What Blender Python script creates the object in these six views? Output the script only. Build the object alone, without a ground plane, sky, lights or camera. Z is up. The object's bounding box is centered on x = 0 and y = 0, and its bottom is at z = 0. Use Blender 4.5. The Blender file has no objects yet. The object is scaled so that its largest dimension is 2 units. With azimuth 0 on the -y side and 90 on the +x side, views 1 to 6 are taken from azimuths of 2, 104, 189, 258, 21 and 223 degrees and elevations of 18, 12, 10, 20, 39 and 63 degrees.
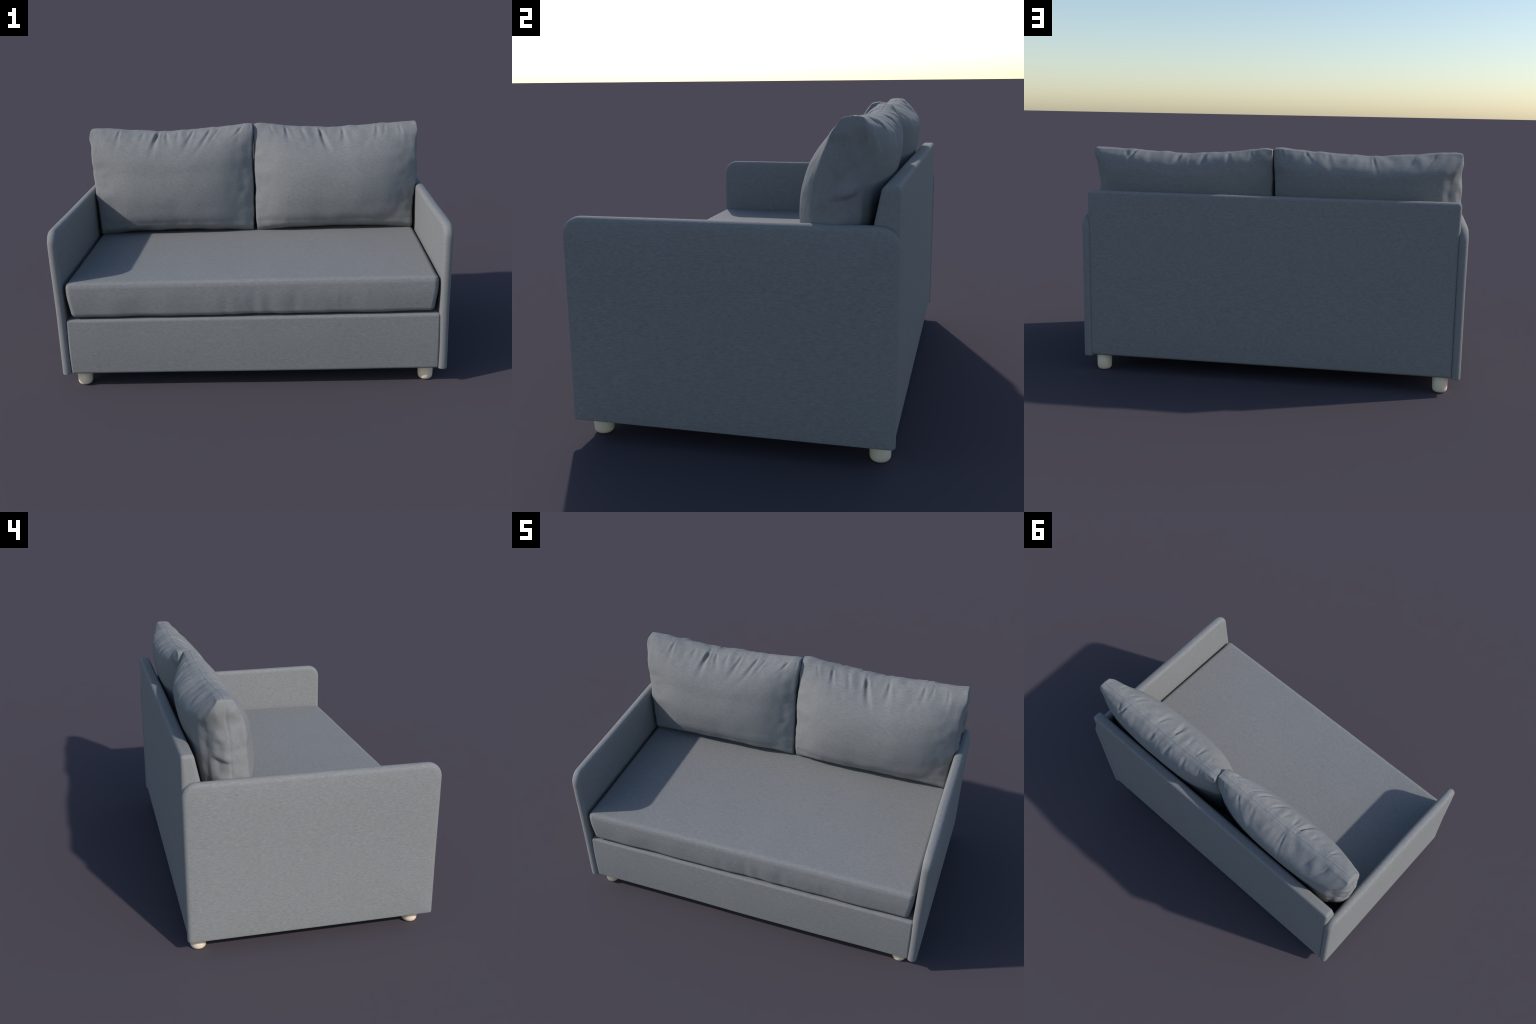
"""Two-seat fabric sofa: slab arms, slab backrest, box base, one seat cushion,
two loose back cushions with puckered seams, four short round legs."""
import bpy, math, random
import numpy as np
from mathutils import Vector, noise

random.seed(7)

# ------------------------------------------------------------------ materials
def fabric_material(name, stretch, tint=(0.223, 0.224, 0.2245)):
    """Grey heather weave: short streaks along the fabric's thread direction.
    stretch = noise frequency along x, y, z (low = streaks run that way)."""
    m = bpy.data.materials.new(name)
    m.use_nodes = True
    nt = m.node_tree
    N, L = nt.nodes, nt.links
    bsdf = N["Principled BSDF"]
    tc = N.new("ShaderNodeTexCoord")
    mp = N.new("ShaderNodeMapping")
    mp.inputs["Scale"].default_value = stretch
    L.new(tc.outputs["Object"], mp.inputs["Vector"])
    n1 = N.new("ShaderNodeTexNoise")              # streaks
    n1.inputs["Scale"].default_value = 1.0
    n1.inputs["Detail"].default_value = 2.0
    L.new(mp.outputs["Vector"], n1.inputs["Vector"])
    n2 = N.new("ShaderNodeTexNoise")              # soft blotches of the melange
    n2.inputs["Scale"].default_value = 60.0
    n2.inputs["Detail"].default_value = 3.0
    L.new(tc.outputs["Object"], n2.inputs["Vector"])
    n3 = N.new("ShaderNodeTexNoise")              # single threads
    n3.inputs["Scale"].default_value = 3.2
    n3.inputs["Detail"].default_value = 1.0
    L.new(mp.outputs["Vector"], n3.inputs["Vector"])

    def spread(node, lo, hi):
        r = N.new("ShaderNodeMapRange")
        r.inputs["From Min"].default_value = 0.28
        r.inputs["From Max"].default_value = 0.72
        r.inputs["To Min"].default_value = lo
        r.inputs["To Max"].default_value = hi
        L.new(node.outputs["Fac"], r.inputs["Value"])
        return r.outputs["Result"]

    def mul(a, b):
        k = N.new("ShaderNodeMath")
        k.operation = "MULTIPLY"
        L.new(a, k.inputs[0])
        L.new(b, k.inputs[1])
        return k.outputs[0]

    f = mul(mul(spread(n1, 0.88, 1.12), spread(n2, 0.965, 1.035)), spread(n3, 0.94, 1.06))
    col = N.new("ShaderNodeMix")
    col.data_type = "RGBA"
    col.blend_type = "MULTIPLY"
    col.inputs["Factor"].default_value = 1.0
    col.inputs["A"].default_value = (*tint, 1)
    L.new(f, col.inputs["B"])
    L.new(col.outputs["Result"], bsdf.inputs["Base Color"])
    bsdf.inputs["Roughness"].default_value = 0.92
    bsdf.inputs["Specular IOR Level"].default_value = 0.25
    bump = N.new("ShaderNodeBump")
    bump.inputs["Strength"].default_value = 0.25
    bump.inputs["Distance"].default_value = 0.0015
    L.new(f, bump.inputs["Height"])
    L.new(bump.outputs["Normal"], bsdf.inputs["Normal"])
    return m


def leg_material():
    m = bpy.data.materials.new("painted_wood")
    m.use_nodes = True
    nt = m.node_tree
    N, L = nt.nodes, nt.links
    bsdf = N["Principled BSDF"]
    tc = N.new("ShaderNodeTexCoord")
    mp = N.new("ShaderNodeMapping")
    mp.inputs["Scale"].default_value = (60, 60, 8)
    L.new(tc.outputs["Object"], mp.inputs["Vector"])
    n = N.new("ShaderNodeTexNoise")
    n.inputs["Scale"].default_value = 1.0
    n.inputs["Detail"].default_value = 3.0
    L.new(mp.outputs["Vector"], n.inputs["Vector"])
    r = N.new("ShaderNodeValToRGB")
    r.color_ramp.elements[0].position = 0.3
    r.color_ramp.elements[0].color = (0.80, 0.65, 0.47, 1)
    r.color_ramp.elements[1].position = 0.7
    r.color_ramp.elements[1].color = (0.86, 0.72, 0.54, 1)
    L.new(n.outputs["Fac"], r.inputs["Fac"])
    L.new(r.outputs["Color"], bsdf.inputs["Base Color"])
    bsdf.inputs["Roughness"].default_value = 0.6
    return m


CLOTH_X = fabric_material("heather_fabric_wide", (52, 310, 310))    # streaks along x
CLOTH_Y = fabric_material("heather_fabric_side", (310, 52, 310))    # streaks along y
LEGMAT = leg_material()

# ------------------------------------------------------------------ mesh tools
sofa = bpy.data.objects.new("sofa", None)
bpy.context.scene.collection.objects.link(sofa)
sofa["label"] = "grey fabric two-seat sofa with slim arms and loose back cushions"
sofa["category"] = "sofa"


def add_object(name, mesh, mat):
    o = bpy.data.objects.new(name, mesh)
    bpy.context.scene.collection.objects.link(o)
    o.parent = sofa
    if not mesh.materials:
        mesh.materials.append(mat)
    return o


def mesh_from(name, verts, faces):
    me = bpy.data.meshes.new(name)
    me.from_pydata([tuple(v) for v in verts], [], faces)
    me.validate()
    me.update()
    me.shade_smooth()
    return me


def box_grid(na, nb, nc):
    """Surface of a box as a regular grid: parameters in [-1,1]^3 and quads."""
    index, pts, quads = {}, [], []

    def vid(i, j, k):
        key = (i, j, k)
        if key not in index:
            index[key] = len(pts)
            pts.append((2 * i / na - 1, 2 * j / nb - 1, 2 * k / nc - 1))
        return index[key]

    for i in range(na):
        for j in range(nb):
            quads.append((vid(i, j, 0), vid(i, j + 1, 0), vid(i + 1, j + 1, 0), vid(i + 1, j, 0)))
            quads.append((vid(i, j, nc), vid(i + 1, j, nc), vid(i + 1, j + 1, nc), vid(i, j + 1, nc)))
    for i in range(na):
        for k in range(nc):
            quads.append((vid(i, 0, k), vid(i + 1, 0, k), vid(i + 1, 0, k + 1), vid(i, 0, k + 1)))
            quads.append((vid(i, nb, k), vid(i, nb, k + 1), vid(i + 1, nb, k + 1), vid(i + 1, nb, k)))
    for j in range(nb):
        for k in range(nc):
            quads.append((vid(0, j, k), vid(0, j, k + 1), vid(0, j + 1, k + 1), vid(0, j + 1, k)))
            quads.append((vid(na, j, k), vid(na, j + 1, k), vid(na, j + 1, k + 1), vid(na, j, k + 1)))
    return np.array(pts), np.array(quads)


def relax(P, Q, steps, w=0.5):
    a = Q.reshape(-1)
    b = np.roll(Q, -1, axis=1).reshape(-1)
    n = len(P)
    deg = np.bincount(a, minlength=n) + np.bincount(b, minlength=n)
    for _ in range(steps):
        S = np.stack([np.bincount(a, P[b, d], n) + np.bincount(b, P[a, d], n) for d in range(3)], 1)
        P = P + w * (S / deg[:, None] - P)
    return P


def normals(P, Q):
    fn = np.cross(P[Q[:, 2]] - P[Q[:, 0]], P[Q[:, 3]] - P[Q[:, 1]])
    n = len(P)
    V = np.zeros((n, 3))
    for c in range(4):
        for d in range(3):
            V[:, d] += np.bincount(Q[:, c], fn[:, d], n)
    return V / np.maximum(np.linalg.norm(V, axis=1, keepdims=True), 1e-12)


def lumps(P, scale, seed):
    off = Vector((seed * 3.7, seed * 1.9, seed * 5.3))
    sc = np.broadcast_to(np.array(scale, float), (3,))
    return np.array([noise.noise(Vector((p[0] * sc[0], p[1] * sc[1], p[2] * sc[2])) + off) for p in P])


def hermite(xs, ys, x):
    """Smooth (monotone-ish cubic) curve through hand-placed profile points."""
    xs, ys = np.array(xs, float), np.array(ys, float)
    m = np.gradient(ys, xs)
    i = np.clip(np.searchsorted(xs, x) - 1, 0, len(xs) - 2)
    h = xs[i + 1] - xs[i]
    t = np.clip((x - xs[i]) / h, 0, 1)
    return ((2 * t**3 - 3 * t**2 + 1) * ys[i] + (t**3 - 2 * t**2 + t) * h * m[i]
            + (-2 * t**3 + 3 * t**2) * ys[i + 1] + (t**3 - t**2) * h * m[i + 1])


def sstep(x, lo, hi):
    t = np.clip((x - lo) / (hi - lo), 0, 1)
    return t * t * (3 - 2 * t)


# ------------------------------------------------------------------ slab panels
def rounded_outline(y0, y1, z0, z1, r_bot, r_top, inset, n=10):
    """Rounded rectangle in a plane, anticlockwise; inset pulls it inwards."""
    y0, y1, z0, z1 = y0 + inset, y1 - inset, z0 + inset, z1 - inset
    rb, rt = max(r_bot - inset, 0.002), max(r_top - inset, 0.002)
    pts = []
    for cy, cz, r, a0 in ((y1 - rb, z0 + rb, rb, -90), (y1 - rt, z1 - rt, rt, 0),
                          (y0 + rt, z1 - rt, rt, 90), (y0 + rb, z0 + rb, rb, 180)):
        for k in range(n + 1):
            a = math.radians(a0 + 90 * k / n)
            pts.append((cy + r * math.cos(a), cz + r * math.sin(a)))
    full = []
    for k, (p, q) in enumerate(pts):                 # subdivide the straight runs
        full.append((p, q))
        if (k + 1) % (n + 1) == 0:
            p2, q2 = pts[(k + 1) % len(pts)]
            full += [(p + (p2 - p) * j / 16, q + (q2 - q) * j / 16) for j in range(1, 16)]
    return full


def panel(bounds, radii, half, edge, swell, shape, n=10, swell_rear=0.0):
    """Upholstered slab: an outline extruded by +-half with rolled edges of
    radius `edge` and a face that swells by `swell`. `shape(p, q, w)` maps
    outline coordinates plus depth w to the sofa's frame."""
    rings = []                                   # (inset, depth)
    flat = [(0.30, 1.0), (0.20, 0.94), (0.13, 0.80), (0.08, 0.58), (0.05, 0.36), (0.033, 0.18), (edge * 1.15, 0.05)]
    arc = [(edge * (1 - math.sin(math.radians(a))), edge * (1 - math.cos(math.radians(a))))
           for a in range(8, 91, 10)] + [(0.0, edge)]
    front = [(i, half + swell * s) for i, s in flat] + [(i, half - d) for i, d in arc]
    inner = [(i, half + swell_rear * s) for i, s in flat] + [(i, half - d) for i, d in arc]
    rings = front + [(i, -d) for i, d in reversed(inner)]
    verts, faces = [], []
    for inset, w in rings:
        for p, q in rounded_outline(*bounds, *radii, inset, n):
            verts.append(shape(p, q, w))
    m = 4 * (n + 1) + 60
    for r in range(len(rings) - 1):
        for k in range(m):
            k2 = (k + 1) % m
            faces.append((r * m + k, (r + 1) * m + k, (r + 1) * m + k2, r * m + k2))
    faces.append(tuple(range(m)))
    faces.append(tuple(reversed(range((len(rings) - 1) * m, len(rings) * m))))
    return verts, faces


def fix_normals(me):
    import bmesh
    bm = bmesh.new()
    bm.from_mesh(me)
    bmesh.ops.recalc_face_normals(bm, faces=bm.faces)
    bm.to_mesh(me)
    bm.free()
    me.shade_smooth()


# armrests ------------------------------------------------------------------
FLOOR_GAP = 0.080                                # underside of the upholstery
for side, arm_in, arm_out, arm_top, swell, puff in ((-1, 0.942, 0.988, 0.845, 0.0055, 0.006),
                                                    (1, 0.936, 0.984, 0.837, 0.0085, 0.008)):
    mid, half = (arm_in + arm_out) / 2, (arm_out - arm_in) / 2

    def arm_shape(p, q, w, s=side):
        # padding bellies out a little below the top edge, away from the ends
        belly = puff * float(sstep(np.array(q), 0.45, 0.78)) * max(0.0, 1 - (p / 0.59) ** 4)
        splay = 0.006 * float(sstep(np.array(q), 0.35, 0.80) * sstep(np.array(-p), 0.1, 0.55))
        return (s * (mid + w + splay + belly * max(0.0, min(1.0, w / half))), p, max(q, FLOOR_GAP))

    # the outline runs below the underside and is cut off flat there
    v, f = panel((-0.588, 0.5915, FLOOR_GAP - 0.014, arm_top), (0.020, 0.070), half, 0.022, swell, arm_shape)
    me = mesh_from("armrest", v, f)
    fix_normals(me)
    add_object("armrest", me, CLOTH_Y)

# backrest: front face leans back, so the slab is thicker lower down ---------
def back_shape(p, q, w):
    front = 0.527 - 0.20 * (0.962 - q)
    front = max(front, 0.44)
    rear = 0.586
    y = (front + rear) / 2 - w * (rear - front) / 2 / 0.03
    return (p, y, q)

v, f = panel((-0.951, 0.951, 0.080, 0.963), (0.006, 0.018), 0.03, 0.016, 0.0, back_shape, swell_rear=0.0024)
me = mesh_from("backrest", v, f)
fix_normals(me)
add_object("backrest", me, CLOTH_X)


# base and seat --------------------------------------------------------------
def soft_block(lo, hi, cells, r):
    """Box grid with rounded edges; grid lines crowd towards the edges."""
    U, Q = box_grid(*cells)
    lo, hi = np.array(lo), np.array(hi)
    c, h = (lo + hi) / 2, (hi - lo) / 2
    P = np.empty_like(U)
    for d in range(3):
        u = U[:, d]
        n = cells[d]
        k = max(3, n // 8)                      # cells spent on each rolled edge
        e = 1 - 2 * k / n
        t = np.abs(u)
        inner = t / e * (h[d] - 1.3 * r)
        outer = h[d] - 1.3 * r + (t - e) / (1 - e) * 1.3 * r
        P[:, d] = np.sign(u) * np.where(t <= e, inner, outer)
    core = np.clip(P, -(h - r), h - r)
    D = P - core
    L = np.linalg.norm(D, axis=1, keepdims=True)
    P = np.where(L > 1e-9, core + D / np.maximum(L, 1e-9) * r, P)
    return P + c, Q, U


P, Q, U = soft_block((-0.942, -0.580, 0.081), (0.942, 0.47, 0.379), (160, 40, 32), 0.013)
front = sstep(-P[:, 1], 0.50, 0.55)
P[:, 1] += front * (0.0022 * lumps(P, (3, 1, 5), 2) - 0.004 * np.exp(-(((P[:, 0] - 0.15) / 0.45) ** 2)) - 0.004 * np.sin((P[:, 2] - 0.08) / 0.3 * math.pi))
me = mesh_from("base", P, Q.tolist())
add_object("base", me, CLOTH_X)

P, Q, U = soft_block((-0.930, -0.583, 0.388), (0.930, 0.462, 0.576), (300, 120, 48), 0.028)
zc = (P[:, 2] - 0.388) / 0.186
x, y = P[:, 0].copy(), P[:, 1].copy()
# crown on top, lower edge tucked in, ends narrow towards the bottom
P[:, 2] += sstep(zc, 0.5, 1) * 0.0065 * (1 - (x / 0.93) ** 4) * (1 - (np.abs(y + 0.05) / 0.53) ** 3)
P[:, 2] += sstep(zc, 0.5, 1) * 0.006 * sstep(x, 0.0, 0.6) * sstep(y, -0.55, -0.05)
P[:, 0] *= 1 - 0.016 * sstep(1 - zc, 0.25, 1.0)
front = sstep(-y, 0.50, 0.56)
P[:, 1] += front * (0.005 * sstep(1 - zc, 0.3, 1.0) - 0.004 * np.sin(np.clip(zc, 0, 1) * math.pi))
# shallow upright ripples in the cover on the front band, strongest low down
Nv = normals(P, Q)
rip = lumps(np.c_[P[:, 0], P[:, 0] * 0, P[:, 2]], (22, 1, 3.5), 4) * 0.0034 * sstep(P[:, 0], -0.55, 0.2) * sstep(0.75 - P[:, 0], 0, 0.3)
rip += lumps(P, (7, 7, 5), 9) * 0.0030
P += Nv * (rip * front * sstep(1 - zc, 0.1, 0.6))[:, None]
P += Nv * (lumps(P, (5, 5, 5), 12) * 0.0015)[:, None]
# stitched seam along the top front edge: a narrow raised lip
edge = np.exp(-(((P[:, 2] - 0.566) / 0.0035) ** 2)) * front
P += Nv * (0.0018 * edge)[:, None]
me = mesh_from("seat_cushion", P, Q.tolist())
add_object("seat_cushion", me, CLOTH_X)

# ------------------------------------------------------------------ back cushions
T_ROWS = [0.00, 0.04, 0.12, 0.28, 0.42, 0.60, 0.76, 0.86, 0.93, 0.97, 1.00]
FRONT_OUT = [0.295, 0.274, 0.271, 0.278, 0.288, 0.298, 0.320, 0.346, 0.368, 0.382, 0.394]
FRONT_IN = [0.302, 0.288, 0.286, 0.290, 0.296, 0.306, 0.326, 0.350, 0.370, 0.383, 0.394]
FRONT_MID = [0.310, 0.262, 0.228, 0.202, 0.195, 0.207, 0.243, 0.288, 0.334, 0.366, 0.396]
BACK_MID = [0.418, 0.435, 0.454, 0.477, 0.492, 0.511, 0.530, 0.531, 0.517, 0.494, 0.460]
BACK_OUT = [0.410, 0.425, 0.442, 0.464, 0.475, 0.482, 0.486, 0.485, 0.478, 0.471, 0.464]
BACK_IN = [0.390, 0.400, 0.412, 0.424, 0.429, 0.434, 0.440, 0.448, 0.456, 0.457, 0.458]


def back_cushion(side, shift_in, shift_out, flat_mid, inner_power, corner, ridge, puckers, seed):
    """side = +1 / -1 (which half of the sofa). a=+1 is the outer end."""
    rng = random.Random(seed)
    U, Q = box_grid(210, 140, 40)
    a, b, c = U[:, 0], U[:, 1], U[:, 2]          # c=+1 is the front sheet here
    c = -c
    t = (b + 1) / 2
    out = sstep(a, -1, 1)
    # widths: outer end waists in at arm height, inner end almost straight
    xo = hermite([0, 0.3, 0.45, 0.6, 0.85, 0.96, 1], [0.926, 0.936, 0.946, 0.950, 0.954, 0.954, 0.948], t)
    xi = hermite([0, 0.15, 0.5, 0.9, 1], [0.006, 0.003, 0.003, 0.002, 0.002], t)
    w = 1 - np.abs(a) ** np.where(a > 0, 2.7, inner_power)
    fe = hermite(T_ROWS, FRONT_IN, t) * (1 - out) + hermite(T_ROWS, FRONT_OUT, t) * out
    yf = fe + (hermite(T_ROWS, FRONT_MID, t) + flat_mid * np.sin(t * math.pi) - fe) * w
    be = hermite(T_ROWS, BACK_IN, t) * (1 - out) + hermite(T_ROWS, BACK_OUT, t) * out
    yb = be + (hermite(T_ROWS, BACK_MID, t) - be) * w
    shift = shift_in + (shift_out - shift_in) * (a + 1) / 2     # top seam leans forward
    yf = yf + shift * sstep(t, 0.55, 1.0)
    yb = yb + shift * sstep(t, 0.84, 1.0)
    yb = yb - 0.55 * corner * sstep(a, 0.84, 1.0) ** 2 * sstep(1 - t, 0.02, 0.25)   # rear outer corner rounds off
    y = (yf + yb) / 2 + c * (yf - yb) / 2
    x = xi + (xo - xi) * (a + 1) / 2
    # side panels are rounded front to back, most at the rear outer corner
    tuck = c * c * sstep(1 - t, 0.0, 0.2)
    x = x - tuck * np.where(c > 0, 0.016, corner) * sstep(a, 0.35, 1.0) + tuck * 0.006 * sstep(-a, 0.5, 1.0)
    # bottom edge lifts a little in the middle, top seam sags between corners
    zb = 0.577 + 0.016 * (1 - np.abs(a) ** 2.5) * np.clip(0.35 + 0.65 * c, 0, 1)
    q = np.clip((a + 1) / 2, 0, 1)
    zt = hermite([p for p, _ in ridge], [h for _, h in ridge], np.clip(q * 0.955, 0, 0.955))
    z = zb + (zt - zb) * t
    z = z + 0.006 * (1 - c * c) * sstep(t, 0.93, 1.0)
    P = np.stack([x, y, z], 1)
    P = relax(P, Q, 5)
    P[:, 0] *= side
    if side < 0:
        Q = Q[:, ::-1]

    # ---- surface relief
    Nv = normals(P, Q)
    if (Nv * (P - P.mean(0))).sum() < 0:          # make sure they point outwards
        Nv = -Nv
    dist = np.maximum(zt - P[:, 2], 0)            # how far below the top seam
    half = 0.465
    xa = a * half
    disp = np.zeros(len(P))
    isf, isb = sstep(c, -0.15, 0.25), sstep(-c, -0.15, 0.25)

    def pucker(x0, length, depth, width, tilt, sheet):
        u = (xa - x0 - tilt * dist * (1 + 2 * dist)) / (width * (0.7 + dist / length))
        prof = np.exp(-((dist / length) ** 2) * 1.6) * sstep(dist, -0.004, 0.012)
        return -depth * prof * ((1 - 1.6 * u * u) * np.exp(-u * u)) * sheet

    for x0, length, depth, width, tilt in puckers:
        disp += pucker(x0, length, depth, width, tilt, isf)
    for sheet in (isf, isb):
        for _ in range(4):
            disp += pucker(rng.uniform(-0.43, 0.43), rng.uniform(0.035, 0.09), rng.uniform(0.0008, 0.003),
                           rng.uniform(0.011, 0.022), rng.uniform(-0.6, 0.6), sheet)
    gather = np.exp(-((dist / 0.075) ** 2)) * sstep(np.abs(c), 0.1, 0.6)
    disp += lumps(P, (24, 12, 8), seed + 8) * 0.0022 * gather
    for k in range(6):                            # a few strong ones behind the seam
        disp += pucker(-0.40 + 0.15 * k + rng.uniform(-0.07, 0.07), rng.uniform(0.04, 0.085),
                       rng.choice((0.002, 0.004, 0.008)), rng.uniform(0.010, 0.020), rng.uniform(-0.8, 0.8), isb)
    # soft lumps of the filling, more towards every edge
    rim = np.maximum.reduce([sstep(np.abs(a), 0.6, 1), sstep(t, 0.7, 1), 0.6 * sstep(1 - t, 0.75, 1)])
    disp += lumps(P, (9, 7, 9), seed) * (0.002 + 0.004 * rim)
    disp += lumps(P, (22, 16, 20), seed + 3) * 0.0034 * rim
    # outer side panel: sagging fold low at the back, upright middle seam
    panel_mask = sstep(a, 0.97, 1.0) * sstep(1 - t, 0.02, 0.1) * sstep(1 - np.abs(c), 0.0, 0.4)
    fold = 0.905 + 1.6 * np.clip(P[:, 1] - 0.37, 0, 1) ** 1.7
    dz = P[:, 2] - fold
    sagging = sstep(P[:, 1], 0.34, 0.40) * panel_mask
    disp += sagging * (-0.007 * np.exp(-((dz / 0.012) ** 2)) + 0.005 * np.exp(-(((dz - 0.028) / 0.022) ** 2)) - 0.004 * sstep(-dz, 0, 0.02))
    disp += panel_mask * (-0.0022) * np.exp(-(((c - 0.06) / 0.06) ** 2))
    disp += panel_mask * (lumps(P, (12, 20, 13), seed + 6) * 0.007 + lumps(P, (30, 40, 30), seed + 5) * 0.002)
    # raised stitched seam along the top ridge
    welt = np.exp(-((c / 0.09) ** 2)) * sstep(t, 0.985, 1.0)
    trough = np.exp(-(((np.abs(c) - 0.26) / 0.13) ** 2)) * sstep(t, 0.985, 1.0)
    disp += 0.0012 * welt - 0.0006 * trough
    # pinched inner corner
    pinch = np.exp(-(((a + 0.985) / 0.03) ** 2)) * np.exp(-((dist / 0.03) ** 2))
    disp += -0.003 * pinch
    P = P + Nv * disp[:, None]
    me = mesh_from("back_cushion", P, Q.tolist())
    fix_normals(me)
    return add_object("back_cushion", me, CLOTH_X)


# puckers: (place along the cushion from its middle towards the outer end, length, depth, width, tilt)
LEFT = [(0.075, 0.090, 0.012, 0.016, 0.25), (0.028, 0.065, 0.005, 0.014, -0.3), (0.16, 0.05, 0.003, 0.016, 0.1),
        (0.295, 0.07, 0.005, 0.013, 0.15), (-0.125, 0.085, 0.006, 0.014, 0.45), (-0.225, 0.10, 0.006, 0.015, 0.6),
        (-0.272, 0.07, 0.003, 0.011, 0.7), (-0.41, 0.055, 0.005, 0.012, 0.9)]
RIGHT = [(-0.085, 0.10, 0.011, 0.017, 0.35), (0.045, 0.065, 0.006, 0.014, 0.0), (-0.28, 0.065, 0.006, 0.013, 0.2),
         (-0.19, 0.09, 0.003, 0.018, 0.4), (0.24, 0.06, 0.005, 0.014, -0.2), (0.285, 0.05, 0.003, 0.012, -0.3),
         (-0.37, 0.05, 0.003, 0.012, 0.4)]
# height of the top seam: (distance from the sofa's middle, z)
RIDGE_L = [(0, 1.194), (0.03, 1.194), (0.13, 1.187), (0.24, 1.177), (0.41, 1.168), (0.557, 1.163), (0.725, 1.177), (0.86, 1.189), (0.955, 1.188)]
RIDGE_R = [(0, 1.190), (0.03, 1.193), (0.10, 1.185), (0.20, 1.173), (0.30, 1.164), (0.44, 1.155), (0.60, 1.160), (0.72, 1.168), (0.83, 1.174), (0.955, 1.178)]
back_cushion(-1, -0.026, -0.040, 0.010, 2.8, 0.050, RIDGE_L, LEFT, 11)
back_cushion(1, 0.004, 0.000, -0.002, 3.6, 0.038, RIDGE_R, RIGHT, 23)

# ------------------------------------------------------------------ legs
def leg_mesh():
    prof = [(0.0, 0.0), (0.025, 0.0), (0.0285, 0.0015), (0.0335, 0.0065), (0.0362, 0.012), (0.0374, 0.019),
            (0.0395, 0.086), (0.0, 0.086)]
    n = 40
    verts, faces = [], []
    for r, zz in prof:
        for k in range(n):
            w = 2 * math.pi * k / n
            verts.append((max(r, 1e-4) * math.cos(w), max(r, 1e-4) * math.sin(w), zz))
    for i in range(len(prof) - 1):
        for k in range(n):
            k2 = (k + 1) % n
            faces.append((i * n + k, i * n + k2, (i + 1) * n + k2, (i + 1) * n + k))
    me = mesh_from("leg", verts, faces)
    fix_normals(me)
    return me


LEG = leg_mesh()
for lx, ly in ((-0.889, -0.51), (0.884, -0.51), (-0.891, 0.533), (0.889, 0.533)):
    o = add_object("leg", LEG, LEGMAT)
    o.location = (lx, ly, 0.0)
